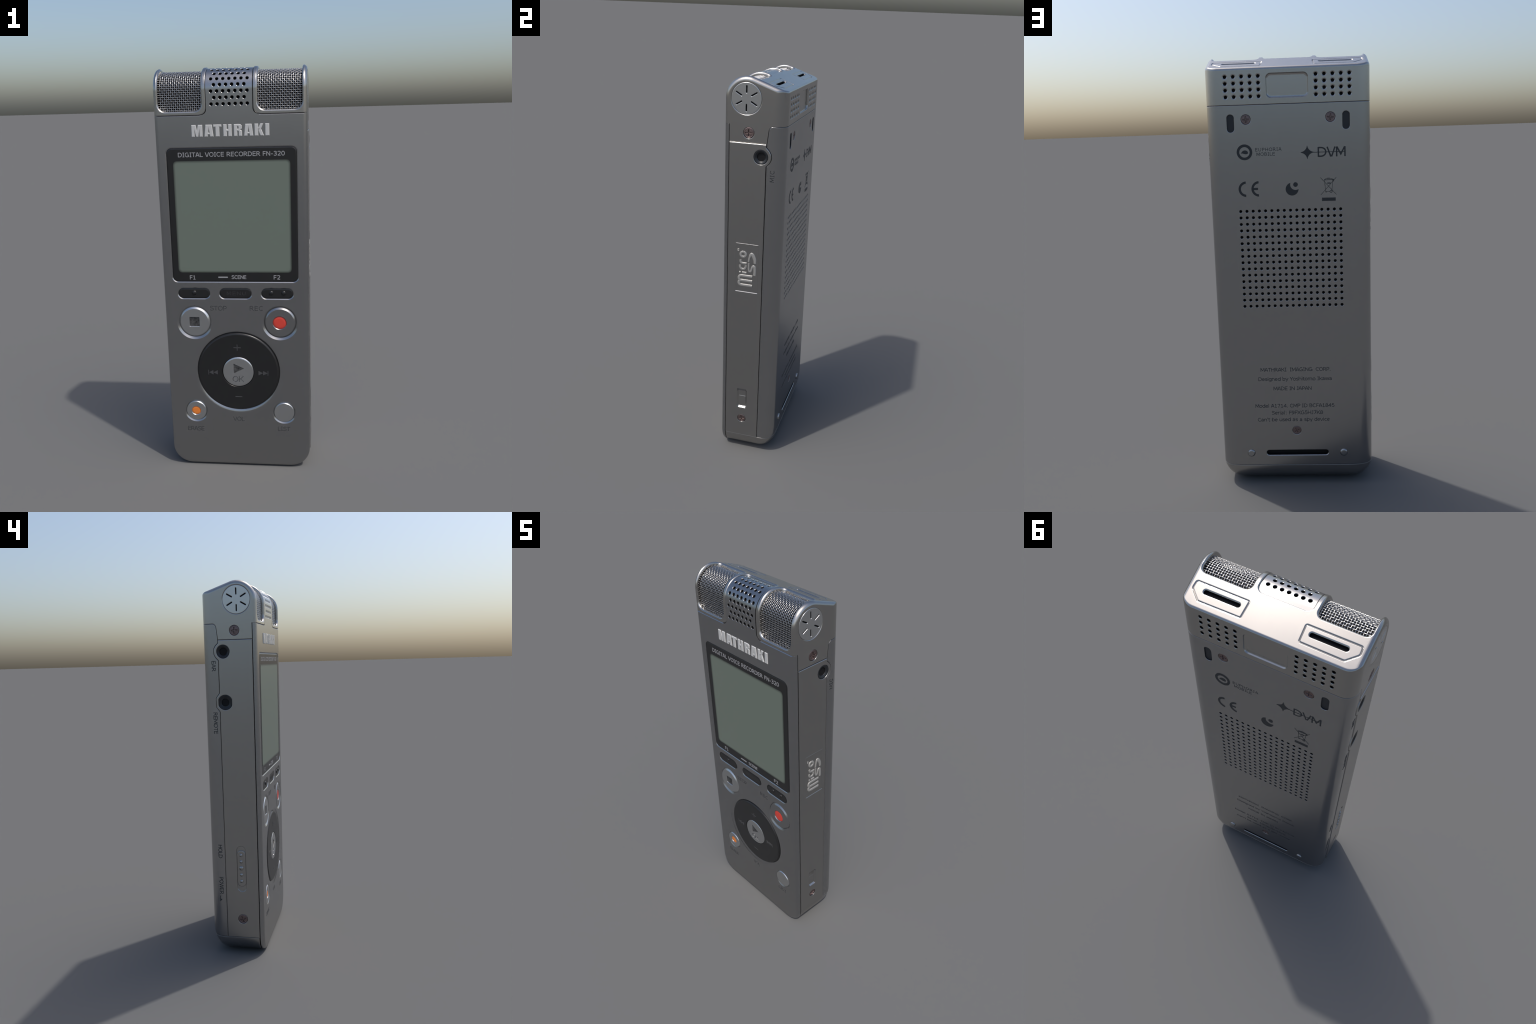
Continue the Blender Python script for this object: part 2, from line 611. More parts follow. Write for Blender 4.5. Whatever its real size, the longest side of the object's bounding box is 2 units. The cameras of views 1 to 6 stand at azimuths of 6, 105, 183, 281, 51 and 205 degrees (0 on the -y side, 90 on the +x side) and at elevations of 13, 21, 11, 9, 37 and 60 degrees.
def stroke(g, pts, widths, mapping, height, smooth=True, sink=0.001):
    """Raised letter stroke with a rounded ridge section."""
    path = smooth_path(pts) if smooth else [Vector(p) for p in pts]
    L = len(path)
    if isinstance(widths, (int, float)):
        widths = [widths, widths]
    rings = []
    for k, p in enumerate(path):
        t = (path[min(k + 1, L - 1)] - path[max(k - 1, 0)]).normalized()
        n = Vector((-t.y, t.x))
        f = k / (L - 1) * (len(widths) - 1)
        i = min(int(f), len(widths) - 2)
        w = (widths[i] + (widths[i + 1] - widths[i]) * (f - i)) / 2
        sec = [(-1, -sink), (-1, height * 0.25), (-0.8, height * 0.75), (-0.4, height), (0.4, height),
               (0.8, height * 0.75), (1, height * 0.25), (1, -sink)]
        rings.append([mapping(*(p + n * (w * a)), d) for a, d in sec])
    g.rings(rings)
    return g


# ======================================================================
#  FRONT PLATE
# ======================================================================
PLATE_TOP = 1.7850
PLATE_BACK = 0.0243          # plate thickness
front_geo = Geo()


def plate_outline(i):
    return rrect(-HW + i, HW - i, i, PLATE_TOP, [0.1 - i * 0.6, 0.1 - i * 0.6, 0.0002, 0.0002], 12)


prof = [(0.004, -PLATE_BACK), (0.0, -PLATE_BACK + 0.003), (0.0, -0.020)]
for k in range(1, 9):
    a = PI / 2 * k / 8
    prof.append((0.020 - 0.020 * math.cos(a), -0.020 + 0.020 * math.sin(a)))
front_geo.solid(FRONT, plate_outline, prof)
front_plate = place("front_plate", mesh_of(front_geo, [M_COVER, M_BLACK], "front_plate"))

BUTTONS = {"stop": (-0.2097, 0.7802, 0.0890), "record": (0.2157, 0.7802, 0.0890),
           "erase": (-0.2225, 0.3022, 0.0605), "list": (0.2290, 0.3025, 0.0605)}
PAD = (0.0006, 0.5187)
cut = Geo()
BEZ = (-0.3072, 0.3075, 0.9885, 1.6360)
cut.solid(FRONT, rrect_fn(*BEZ, 0.026), pocket_profile(0.0042, 0.012, (0, 1), 0.0029), cap_mats=(0, 1))
FUNC = [(-0.2845, -0.1270), (-0.0790, 0.0788), (0.1268, 0.2828)]
for x0, x1 in FUNC:
    cut.solid(FRONT, rrect_fn(x0, x1, 0.9036, 0.9557, 0.0258, 12), pocket_profile(0.0045, 0.014, (0, 1), 0.0031),
              cap_mats=(0, 1))


def groove_cutter(cx, cz, r_out, r_in, depth, n):
    c = circle_fn(cx, cz, r_out, n)
    w = r_out - r_in
    pr = [(-w * 0.4, depth * 0.4, 0), (w * 0.9, -depth * 0.9, 0), (w, -depth, 1), (w, -0.018)]
    return Geo().solid(FRONT, c, pr, cap_mats=(0, 1))


for nm, (cx, cz, r) in BUTTONS.items():
    cut.add(groove_cutter(cx, cz, r, r - (0.0105 if r > 0.08 else 0.007), 0.0070 if r > 0.08 else 0.0046, 72))
cut.add(groove_cutter(PAD[0], PAD[1], 0.2245, 0.2068, 0.0105, 128))
# chamfer of the upper edge on both sides of the tab
for sgn in (-1, 1):
    tri = [(-HD - 0.002, PLATE_TOP - 0.0075), (-HD - 0.002, PLATE_TOP + 0.004), (-HD + 0.0070, PLATE_TOP + 0.004)]
    xs = sorted((sgn * 0.1365, sgn * 0.40))
    cut.rings([[(x, y, z) for y, z in tri] for x in xs])
boolean(front_plate, cut, [M_COVER, M_BLACK])
shade(front_plate)

# ---- display
bezel = part("display_bezel", Geo().solid(FRONT, rrect_fn(BEZ[0] + 0.0003, BEZ[1] - 0.0003, BEZ[2] + 0.0003, BEZ[3] - 0.0003, 0.0257),
             [(0, -0.011), (0, -0.0040), (0.0050, -0.0016), (0.0065, -0.0013)]), [M_GLOSS])
SCR = (-0.2765, 0.2765, 1.0352, 1.5752)
part("screen", Geo().solid(FRONT, rrect_fn(*SCR, 0.018), [(0, -0.003), (0, -0.0006)]),
     [screen_material((SCR[0] + SCR[1]) / 2, (SCR[2] + SCR[3]) / 2, (SCR[1] - SCR[0]) / 2, (SCR[3] - SCR[2]) / 2, 0.022, 0.013)],
     bezel)


def front_txt(lift=0.0):
    return lambda a, b, d: FRONT(a, b, d + lift)


bz = front_txt(-0.0013)
lettering("printed_lettering", "DIGITAL VOICE RECORDER FN-320", -0.2505, 0.2513, 1.5938, 0.0207, bz, M_WHITE, bezel, weight=0.155)
lettering("printed_lettering", "F1", -0.2225, -0.1938, 1.0000, 0.0207, bz, M_WHITE, bezel, weight=0.155)
lettering("printed_lettering", "F2", 0.1891, 0.2212, 1.0014, 0.0207, bz, M_WHITE, bezel, weight=0.155)
lettering("printed_lettering", "SCENE", -0.0170, 0.0564, 1.0033, 0.0180, bz, M_WHITE, bezel, weight=0.155)
shapes("printed_dash", [rrect(-0.0822, -0.0343, 1.0083, 1.0148, 0.003, 4)], bz, M_WHITE, bezel)

# ---- plate lettering
ft = front_txt()
for body, a0, a1, b, c in (("STOP", -0.1308, -0.0467, 0.8424, 0.0238), ("REC", 0.0681, 0.1330, 0.8429, 0.0240),
                           ("VOL", -0.0335, 0.0268, 0.2512, 0.0230), ("ERASE", -0.2715, -0.1846, 0.1908, 0.0237),
                           ("LIST", 0.1955, 0.2594, 0.2020, 0.0230)):
    lettering("printed_lettering", body, a0, a1, b, c, ft, M_INKSOFT, front_plate)


# ---- raised brand letters: heavy condensed capitals drawn as outlines
def brand_letter(ch, x0, x1, z0, z1):
    w, h = x1 - x0, z1 - z0

    def P(*pts):
        return [(x0 + a * w, z0 + b * h) for a, b in pts]
    if ch == "M":
        return [P((0, 0), (0, 1), (.40, 1), (.50, .52), (.60, 1), (1, 1), (1, 0), (.72, 0), (.72, .62), (.60, 0), (.40, 0), (.28, .62), (.28, 0))], []
    if ch == "A":
        return [P((0, 0), (.15, 1), (.85, 1), (1, 0), (.63, 0), (.59, .18), (.41, .18), (.37, 0))], [P((.43, .33), (.57, .33), (.50, .76))]
    if ch == "T":
        return [P((0, .80), (0, 1), (1, 1), (1, .80), (.74, .80), (.74, 0), (.26, 0), (.26, .80))], []
    if ch == "H":
        return [P((0, 0), (0, 1), (.42, 1), (.42, .61), (.58, .61), (.58, 1), (1, 1), (1, 0), (.58, 0), (.58, .41), (.42, .41), (.42, 0))], []
    if ch == "R":
        return [P((0, 0), (0, 1), (.66, 1), (.86, .965), (.98, .87), (1, .72), (.97, .60), (.80, .53), (.96, .47), (1, .36), (1, 0), (.60, 0), (.60, .38),
                  (.53, .44), (.42, .44), (.42, 0))], [P((.42, .60), (.54, .61), (.58, .68), (.58, .76), (.53, .83), (.42, .83))]
    if ch == "K":
        return [P((0, 0), (0, 1), (.40, 1), (.40, .64), (.60, 1), (.95, 1), (.70, .58), (1, 0), (.62, 0), (.40, .46), (.40, 0))], []
    return [P((0, 0), (0, 1), (1, 1), (1, 0))], []


for ch, x0, x1 in (("M", -.1805, -.1285), ("A", -.1205, -.0772), ("T", -.0778, -.0390), ("H", -.0311, .0083), ("R", .0184, .0560),
                   ("A", .0648, .1081), ("K", .1142, .1576), ("I", .1634, .1823)):
    outer, holes = brand_letter(ch, x0, x1, 1.6857, 1.7402)
    ob = place("brand_letter", mesh_of(Geo().solid(FRONT, poly_fn(outer[0]), [(0, -0.002), (0, 0.0010), (0.0020, 0.0032)]),
                                       [M_BRAND], "brand_letter"), front_plate)
    for hp in holes:
        boolean(ob, Geo().solid(FRONT, poly_fn(hp), [(-0.0030, 0.0045), (-0.0018, 0.0032), (0.0, 0.0012), (0.0, -0.004)]), [M_BRAND])
    shade(ob, 25, weighted=False)

# ---- function buttons
for k, (x0, x1) in enumerate(FUNC):
    b = part("function_button", Geo().solid(FRONT, rrect_fn(x0 + .0004, x1 - .0004, .9040, .9553, .0254, 12),
             [(0, -0.013), (0, -0.0046), (0.0020, -0.0034), (0.0050, -0.0024), (0.009, -0.0018)]), [M_RUBBER])
    if k == 1:
        lettering("printed_lettering", "MENU", -0.0435, 0.0500, 0.9205, 0.0185, front_txt(-0.0018), M_DIM, b, height=0.0004)
        continue
    xs = [-0.2046] if k == 0 else [0.1749, 0.2354]
    for x in xs:
        g = Geo().solid(FRONT, circle_fn(x, 0.9325, 0.0112, 24),
                        [(0, -0.003), (0, -0.0014), (0.002, 0.0010), (0.005, 0.0026), (0.008, 0.0033), (0.0105, 0.0036)])
        part("button_dimple", g, [M_RUBBER], b, angle=60)


# ---- round buttons
def round_button(name, cx, cz, r_out, r_flat, top, mat, n=72):
    r_edge = r_out - (0.0105 if r_out > 0.08 else 0.007) - 0.0001
    w = r_edge - r_flat
    dep = 0.0070 if r_out > 0.08 else 0.0046
    g = Geo().solid(FRONT, circle_fn(cx, cz, r_edge, n),
                    [(0, -0.017), (0, -dep - 0.0005), (w * 0.9, top - 0.08 * (top + dep)), (w, top)])
    return place(name, mesh_of(g, [mat, M_PIT, M_RED, M_ORANGE], name))


b = round_button("stop_button", *BUTTONS["stop"], 0.0685, 0.0, M_LIGHT)
boolean(b, Geo().solid(FRONT, rrect_fn(-0.2350, -0.1862, 0.7592, 0.8060, 0.0005, 1), pocket_profile(0.0015, 0.0035, (0, 0)), cap_mats=(0, 1)), [M_LIGHT, M_PIT])
shade(b)
b = round_button("record_button", *BUTTONS["record"], 0.0690, 0.0, M_COVER)
boolean(b, Geo().solid(FRONT, circle_fn(0.2136, 0.7802, 0.0318, 48), pocket_profile(0.003, 0.006, (0, 0), 0.0035)), [M_COVER])
shade(b)
part("indicator_dot", Geo().solid(FRONT, circle_fn(0.2136, 0.7802, 0.0314, 48), [(0, -0.007), (0, -0.0035), (0.004, -0.0018), (0.012, -0.0010)]), [M_RED], b)
b = round_button("erase_button", *BUTTONS["erase"], 0.0490, 0.0, M_LIGHT)
boolean(b, Geo().solid(FRONT, circle_fn(-0.2236, 0.3022, 0.0222, 40), pocket_profile(0.0025, 0.006, (0, 0), 0.003)), [M_LIGHT])
shade(b)
part("indicator_dot", Geo().solid(FRONT, circle_fn(-0.2236, 0.3022, 0.0219, 40), [(0, -0.007), (0, -0.0035), (0.004, -0.0018), (0.009, -0.0012)]), [M_ORANGE], b)
b = round_button("list_button", *BUTTONS["list"], 0.0490, 0.0, M_LIGHT)
shade(b)

# ---- navigation pad
pad = place("navigation_pad", mesh_of(Geo().solid(FRONT, circle_fn(PAD[0], PAD[1], 0.2066, 128),
            [(0, -0.017), (0, -0.0100), (0.0018, -0.0060), (0.004, -0.0036), (0.0075, -0.0012), (0.011, 0.0)]), [M_RUBBER], "navigation_pad"))
boolean(pad, Geo().solid(FRONT, circle_fn(PAD[0], 0.5194, 0.0808, 72), [(-0.003, 0.002), (-0.001, 0), (0, -0.001), (0, -0.010)]), [M_RUBBER])
shade(pad)
okb = place("ok_button", mesh_of(Geo().solid(FRONT, circle_fn(PAD[0], 0.5194, 0.0800, 72),
            [(0, -0.012), (0, -0.0048), (0.002, -0.002), (0.006, 0.0006), (0.0105, 0.0016)]), [M_LIGHT2, M_PIT], "ok_button"), pad)
cutk = Geo().solid(lambda u, v, d: FRONT(u, v, d + 0.0016), poly_fn([(-0.0220, 0.5637), (-0.0214, 0.5127), (0.0306, 0.5387)]), [(-0.0007, 0.003, 0), (0.0, -0.0005, 1), (0.0, -0.0014)], cap_mats=(0, 1))
boolean(okb, cutk, [M_LIGHT2, M_PIT])


sign = letter_geo("OK", -0.0290, 0.0288, 0.4662, 0.0312, front_txt(0.0016), 0.002, 0.0020, 0.16, taper=0.0018)
sign.m = [1 if len(f) == 4 and all(sign.v[i][1] > -HD - 0.001 for i in f) else 0 for f in sign.f]
boolean(okb, sign, [M_LIGHT2, M_DARKGREY], self_cut=True)
shade(okb)
pf = front_txt(0.0)
shapes("plus_sign", [bar((-0.0195, 0.6487), (0.0173, 0.6487), 0.0042), bar((-0.0010, 0.6330), (-0.0010, 0.6645), 0.0038)], lambda u, v, d: FRONT(u, v, d + (0.0002 if v > 0.6520 or v < 0.6450 else 0)), M_GREY, pad)
shapes("minus_sign", [bar((-0.0180, 0.3853), (0.0168, 0.3853), 0.0048)], pf, M_GREY, pad)
shapes("skip_sign", [bar((-0.1505, 0.5030), (-0.1505, 0.5275), 0.0034), [(-0.1480, 0.5150), (-0.1260, 0.5035), (-0.1260, 0.5270)],
                     [(-0.1255, 0.5150), (-0.1035, 0.5035), (-0.1035, 0.5270)]], pf, M_GREY, pad)
shapes("skip_sign", [bar((0.1505, 0.5030), (0.1505, 0.5275), 0.0034), [(0.1480, 0.5150), (0.1260, 0.5270), (0.1260, 0.5035)],
                     [(0.1255, 0.5150), (0.1030, 0.5270), (0.1030, 0.5035)]], pf, M_GREY, pad)

# ======================================================================
#  CENTRE GRILLE: a sheet with staggered holes, bent round the nose
# ======================================================================
S_TAB0 = PLATE_TOP - ARC_Z
S_END = GRILLE.s_at_y(0.0085)


def tab_outline(g):
    """Tab seen flat: narrow neck with flared foot. g = clearance on every free edge."""
    pts = [(0.1365 - g, S_TAB0 - 0.006), (0.1365 - g, S_TAB0), (0.1090 - g, S_TAB0), (0.1090 - g, S_END - 3.0 * g), (-0.1090 + g, S_END - 3.0 * g),
           (-0.1090 + g, S_TAB0), (-0.1365 + g, S_TAB0), (-0.1365 + g, S_TAB0 - 0.006)]
    return pts


def bent_sheet(outline, holes, hole_r, flare, thick, path, step=0.006):
    """Flat sheet (x, s) with drilled holes, sliced into strips, then wrapped along the path."""
    g = Geo().rings([[(u, v, -thick) for u, v in outline], [(u, v, 0.0) for u, v in outline]])
    ob = place("sheet", mesh_of(g, [M_COVER, M_BLACK], "center_grille"))
    c = Geo()
    for hx, hs in holes:
        c.solid(lambda u, v, d: (u, v, d), circle_fn(hx, hs, hole_r, 20),
                [(-flare - 0.002, 0.003, 0), (-flare * 0.8, -0.0004, 0), (-flare * 0.25, -flare * 0.5, 0), (0, -flare * 1.3, 1), (0, -thick * 2)])
    boolean(ob, c, [M_COVER, M_BLACK])
    bm = bmesh.new()
    bm.from_mesh(ob.data)
    s = min(v for _, v in outline) + 0.0013
    while s < max(v for _, v in outline):
        bmesh.ops.bisect_plane(bm, geom=bm.verts[:] + bm.edges[:] + bm.faces[:], plane_co=(0, s, 0), plane_no=(0, 1, 0), dist=1e-6)
        s += step
    bmesh.ops.triangulate(bm, faces=[f for f in bm.faces if len(f.verts) > 4])
    bm.to_mesh(ob.data)
    bm.free()
    me = ob.data
    me.polygons.foreach_set("use_smooth", [True] * len(me.polygons))
    me.set_sharp_from_angle(angle=math.radians(40))
    # keep the flat sheet's shading normals and turn them with the bend
    poly_flat = [abs(p.normal.z) > 0.98 for p in me.polygons]
    normals = [None] * len(me.loops)
    cn = [Vector(n.vector) for n in me.corner_normals]
    for p in me.polygons:
        for li in p.loop_indices:
            n = Vector((0, 0, 1 if p.normal.z > 0 else -1)) if poly_flat[p.index] else cn[li]
            _, w = path.frame(me.vertices[me.loops[li].vertex_index].co.y)
            # local axes: x -> x, s -> tangent, d -> path normal
            nn = Vector((n.x, n.z * w[0] + n.y * w[1], n.z * w[1] - n.y * w[0]))
            normals[li] = nn.normalized()
    for v in me.vertices:
        v.co = path(*v.co)
    me.update()
    me.normals_split_custom_set(normals)
    return ob


rows = []
for r in range(9):
    s = (1.8322 - ARC_Z) + 0.0287 * r
    n = 7 if r % 2 == 0 else 6
    rows += [((k - (n - 1) / 2) * 0.0279 + 0.0004, s) for k in range(n)]
ol = tab_outline(0.0015)
ol = [(x, max(s, S_TAB0)) for x, s in ol[1:-1]]
ol = fillet(ol, [0, 0.026, 0.024, 0.024, 0.026, 0], 8)
grille = bent_sheet(ol, rows, 0.0075, 0.0017, 0.012, GRILLE)
grille.name = "center_grille"

# ======================================================================
#  MICROPHONE HEAD
# ======================================================================
HEAD_LOW = 1.690
ROUND_TOP, ROUND_BACK = 0.020, 0.055


def inset_at(x, r, edge=HW):
    t = abs(x) - (edge - r)
    return 0.0 if t <= 0 else r - math.sqrt(max(r * r - t * t, 0))


def head_section(x):
    it, ib = inset_at(x, ROUND_TOP), inset_at(x, ROUND_BACK)
    r = ARC_R - it
    pts = [(-HD + it, HEAD_LOW), (-HD + it, 1.76)]
    n = 30
    for k in range(n + 1):
        w = (PI / 2 + SLOPE) * k / n
        pts.append((ARC_Y - r * math.cos(w), ARC_Z + r * math.sin(w)))
    yb = HD - ib
    ty, tz = pts[-1]
    zb = tz - (yb - ty) * math.tan(SLOPE)
    rc = 0.013
    corner = fillet([(ty, tz), (yb, zb), (yb, HEAD_LOW)], [0, rc, 0], 6)
    return pts + corner[1:]


xs = {0.0}
for k in range(9):
    xs.add(round(HW - ROUND_BACK + ROUND_BACK * math.sin(PI / 2 * k / 8), 6))
for k in range(8):
    xs.add(round(HW - ROUND_TOP + ROUND_TOP * math.sin(PI / 2 * k / 7), 6))
xs = sorted(xs)
xs = [-x for x in xs[:0:-1]] + xs
head = place("microphone_head", mesh_of(Geo().rings([[(x, y, z) for y, z in head_section(x)] for x in xs]), [M_HEAD, M_BLACK, M_SLOT], "microphone_head"))

# lower outline of the head seen from the side (front seam, tongue, rear seam)
side = [(-0.30, 1.7854), (-0.1198, 1.7854), (-0.1198, 1.7062), (0.0584, 1.7062), (0.0665, 1.7735), (0.0790, 1.7868), (0.30, 1.7868), (0.30, 2.2), (-0.30, 2.2)]
side = fillet(side, [0, 0, 0, 0, 0.012, 0.010, 0, 0, 0], 5)
boolean(head, Geo().rings([[(x, y, z) for y, z in side] for x in (-0.5, 0.5)]), [M_HEAD], 'INTERSECT')

hc = Geo()
WIN_S0, WIN_S1 = 1.8035 - ARC_Z, NOSE.s_at_y(0.0118)
FL = 0.0095


def soft_cut(fn_base, flare, depth, dark_from, path, sgn=1):
    """Window cutter: rounded mouth of radius `flare`, then straight down, wrapped along the path."""
    rings = [(-flare - 0.0008, 0.004, 0)]
    for a in (22, 40, 58, 76, 90):
        w = math.radians(a)
        rings.append((-flare + flare * math.sin(w), -flare + flare * math.cos(w), 0))
    rings += [(0.0, -dark_from, 1), (0.0, -depth, 1)]
    g = Geo()
    pts3 = []
    for ins, d, m in rings:
        pts3.append([path(sgn * u, v, d) for u, v in fn_base(ins)])
    return pts3, [r[2] for r in rings]


def densify(pts, step=0.006):
    out = []
    L = len(pts)
    for k in range(L):
        a, b = Vector(pts[k]), Vector(pts[(k + 1) % L])
        n = max(1, int(abs(b.y - a.y) / step))
        for j in range(n):
            p = a.lerp(b, j / n)
            out.append((p.x, p.y))
    return out


def bent_cutter(fn, flare, depth, dark_from, path, sgn=1, floor=1, step=0.006):
    """As soft_cut, with the two end caps built as strips so that they follow the bend."""
    g = Geo()
    ref = densify(fn(0.0), step)
    # parametrise: all insets share the same point order by offsetting the dense outline
    f2 = poly_fn(ref)
    p3, mats = soft_cut(f2, flare, depth, dark_from, path, sgn)
    g.rings(p3, mats, cap0=False, cap1=False)
    me = mesh_of(g, [M_HEAD, M_BLACK], "tmp", recalc=False)
    bm = bmesh.new()
    bm.from_mesh(me)
    bpy.data.meshes.remove(me)
    n = len(ref)
    bm.verts.ensure_lookup_table()

    def cap(ring_index, ins, d, mat):
        # pair left and right boundary points of equal s: ladder of quads
        loop = [bm.verts[ring_index * n + j] for j in range(n)]
        flat = f2(ins)
        lo = min(range(n), key=lambda j: (round(flat[j][1], 5), flat[j][0]))
        hi = max(range(n), key=lambda j: (round(flat[j][1], 5), -flat[j][0]))
        A, B = [], []
        j = lo
        while j != hi:
            A.append(j)
            j = (j - 1) % n
        A.append(hi)
        j = lo
        while j != hi:
            B.append(j)
            j = (j + 1) % n
        B.append(hi)
        a = b = 0
        while a < len(A) - 1 or b < len(B) - 1:
            na = flat[A[a + 1]][1] if a < len(A) - 1 else 1e9
            nb = flat[B[b + 1]][1] if b < len(B) - 1 else 1e9
            if na <= nb:
                tri = (loop[A[a]], loop[A[a + 1]], loop[B[b]])
                a += 1
            else:
                tri = (loop[A[a]], loop[B[b + 1]], loop[B[b]])
                b += 1
            if len(set(tri)) == 3:
                try:
                    f = bm.faces.new(tri)
                    f.material_index = mat
                except ValueError:
                    pass
    cap(0, -flare - 0.0008, 0.004, 0)
    cap(len(p3) - 1, 0.0, -depth, floor)
    bm.verts.index_update()
    out = Geo()
    out.v = [tuple(v.co) for v in bm.verts]
    out.f = [tuple(v.index for v in f.verts) for f in bm.faces]
    out.m = [f.material_index for f in bm.faces]
    bm.free()
    return out


for sgn in (-1, 1):
    fn = rrect_fn(0.1315, 0.3335, WIN_S0, WIN_S1, [0.034, 0.034, 0.022, 0.022], 8)
    hc.add(bent_cutter(fn, FL, 0.042, 0.026, NOSE, sgn))
tabc = fillet(tab_outline(0.0), [0, 0, 0.028, 0.026, 0.026, 0.028, 0, 0], 8)
hc.add(bent_cutter(poly_fn(tabc), 0.0055, 0.022, 0.010, NOSE))
boolean(head, hc, [M_HEAD, M_BLACK])

hc = Geo()
# seats of the end caps
CAP_C = (-0.0425, 1.9026)
for fr in (RIGHT, LEFT):
    hc.solid(fr, circle_fn(*CAP_C, 0.0712, 72), pocket_profile(0.0032, 0.012, (0, 1), 0.0022), cap_mats=(0, 1))
    hc.solid(fr, circle_fn(-0.0283, 1.7503, 0.0262, 40), pocket_profile(0.0012, 0.008, (0, 1)), cap_mats=(0, 1))
# badges on the sloping top: engraved outline with a slot
for sgn in (-1, 1):
    sl = rrect_fn(0.1375, 0.2845, 0.0690, 0.0840, 0.0074, 8)
    hc.solid(lambda u, v, d: TOP(sgn * u, v, d), sl, pocket_profile(0.0036, 0.016, (0, 1), 0.0034), cap_mats=(0, 1))
    o = poly_fn(fillet([(0.3265, 0.0500), (0.1115, 0.0500), (0.1150, 0.1150), (0.2880, 0.1165), (0.3290, 0.0800)], [0.008, 0.006, 0.006, 0.010, 0.014], 5))
    W = 0.0030
    sec = [(-W * 1.7, 0.0018), (0.0, -0.0040), (W * 1.7, 0.0018)]
    loops = [[TOP(sgn * u, v, d) for u, v in o(i)] for i, d in sec]
    hc.rings(loops + [loops[0]], cap0=False, cap1=False)
# rear sound holes and recessed label
for sgn in (-1, 1):
    for i in range(5):
        for j in range(4):
            hc.solid(BACK, circle_fn(sgn * (0.1231 + 0.03575 * i), 1.8204 + 0.0281 * j, 0.0072, 20),
                     [(-0.0052, 0.0015, 0), (-0.0030, -0.0003, 0), (-0.0008, -0.0016, 0), (0, -0.0020, 1), (0, -0.016)], cap_mats=(0, 1))
hc.solid(BACK, rrect_fn(-0.0835, 0.0840, 1.8185, 1.9085, 0.014, 8),
         [(-0.0078, 0.0015, 0), (-0.0064, -0.0006, 0), (-0.0040, -0.0056, 0), (-0.0012, -0.0070, 0), (0.003, -0.0075, 0)])
boolean(head, hc, [M_HEAD, M_BLACK, M_SLOT])
shade(head, 34)

# ---- end caps with six radial slots
for fr, nm in ((RIGHT, "right"), (LEFT, "left")):
    g = Geo().solid(fr, circle_fn(*CAP_C, 0.0710, 72), [(0, -0.011), (0, -0.0016), (0.0010, -0.0006), (0.0020, -0.0003)])
    cap = place("end_cap", mesh_of(g, [M_LIGHT, M_BLACK], "end_cap"), head)
    c = Geo()
    for k in range(6):
        a = math.radians(90 + 60 * k)
        ca, sa = math.cos(a), math.sin(a)
        fn = rrect_fn(0.0245, 0.0575, -0.0027, 0.0027, 0.0025, 4)
        c.solid(lambda u, v, d: fr(CAP_C[0] + u * ca - v * sa, CAP_C[1] + u * sa + v * ca, d), fn,
                pocket_profile(0.0015, 0.0085, (0, 1), 0.0020), cap_mats=(0, 1))
    boolean(cap, c, [M_LIGHT, M_BLACK])
    shade(cap)

# ---- woven wire meshes
PITCH = 0.00998
MESH_D, AMP, WIRE_R = -0.0180, 0.0009, 0.00170


def wire(g, pts, r=WIRE_R, sides=6):
    rings = []
    P = [Vector(p) for p in pts]
    L = len(P)
    up = None
    for k, p in enumerate(P):
        t = (P[min(k + 1, L - 1)] - P[max(k - 1, 0)]).normalized()
        if up is None:
            up = Vector((0.31, 0.77, 0.55)).cross(t).normalized()
        up = (up - t * up.dot(t)).normalized()
        w = t.cross(up)
        rings.append([p + (up * math.cos(2 * PI * j / sides) + w * math.sin(2 * PI * j / sides)) * r for j in range(sides)])
    g.rings(rings)


MESH_PATH = NosePath(ARC_Y, ARC_Z, ARC_R + MESH_D, math.radians(44))
for sgn in (-1, 1):
    g = Geo()
    cols = [0.1342 + PITCH * k for k in range(20)]
    s0, s1 = 1.8035 - ARC_Z - 0.006, MESH_PATH.s_at_y(0.0155)
    nrow = int((s1 - s0) / PITCH) + 1
    for i, x in enumerate(cols):
        pts = []
        for q in range(nrow * 3 + 1):
            s = s0 + q * PITCH / 3
            pts.append(MESH_PATH(sgn * x, s, AMP * math.cos(PI * (s - s0) / PITCH) * (1 if i % 2 else -1)))
        wire(g, pts)
    for j in range(nrow):
        s = s0 + j * PITCH
        pts = []
        for q in range(len(cols) * 3 + 4):
            x = cols[0] - PITCH + q * PITCH / 3
            f = (x - cols[0]) / PITCH
            pts.append(MESH_PATH(sgn * min(x, 0.3370), s, AMP * math.cos(PI * f) * (1 if j % 2 else -1)))
        wire(g, pts)
    ob = part("microphone_mesh", g, [M_WIRE], head, angle=80, weighted=False)
    ob["kind"] = "stuff"

# ======================================================================
#  REAR BODY: back cover and bottom cap share one rounded shell
# ======================================================================
LOW = 0.0035
R_SIDE, R_LOW, R_CORNER = 0.055, 0.092, 0.097


def shell_rings(z_top):
    rings = []
    ys = [-0.1180, -0.05, 0.02]
    for k in range(0, 13):
        ys.append(HD - R_LOW + R_LOW * math.sin(PI / 2 * k / 12))
    for y in ys:
        t1, t2 = y - (HD - R_SIDE), y - (HD - R_LOW)
        i1 = R_SIDE - math.sqrt(max(R_SIDE ** 2 - t1 * t1, 0)) if t1 > 0 else 0.0
        i2 = R_LOW - math.sqrt(max(R_LOW ** 2 - t2 * t2, 0)) if t2 > 0 else 0.0
        rc = R_CORNER - 0.45 * i1
        rings.append([(x, y, z) for x, z in rrect(-HW + i1, HW - i1, LOW + i2, z_top, [rc, rc, 0.0002, 0.0002], 14)])
    return rings


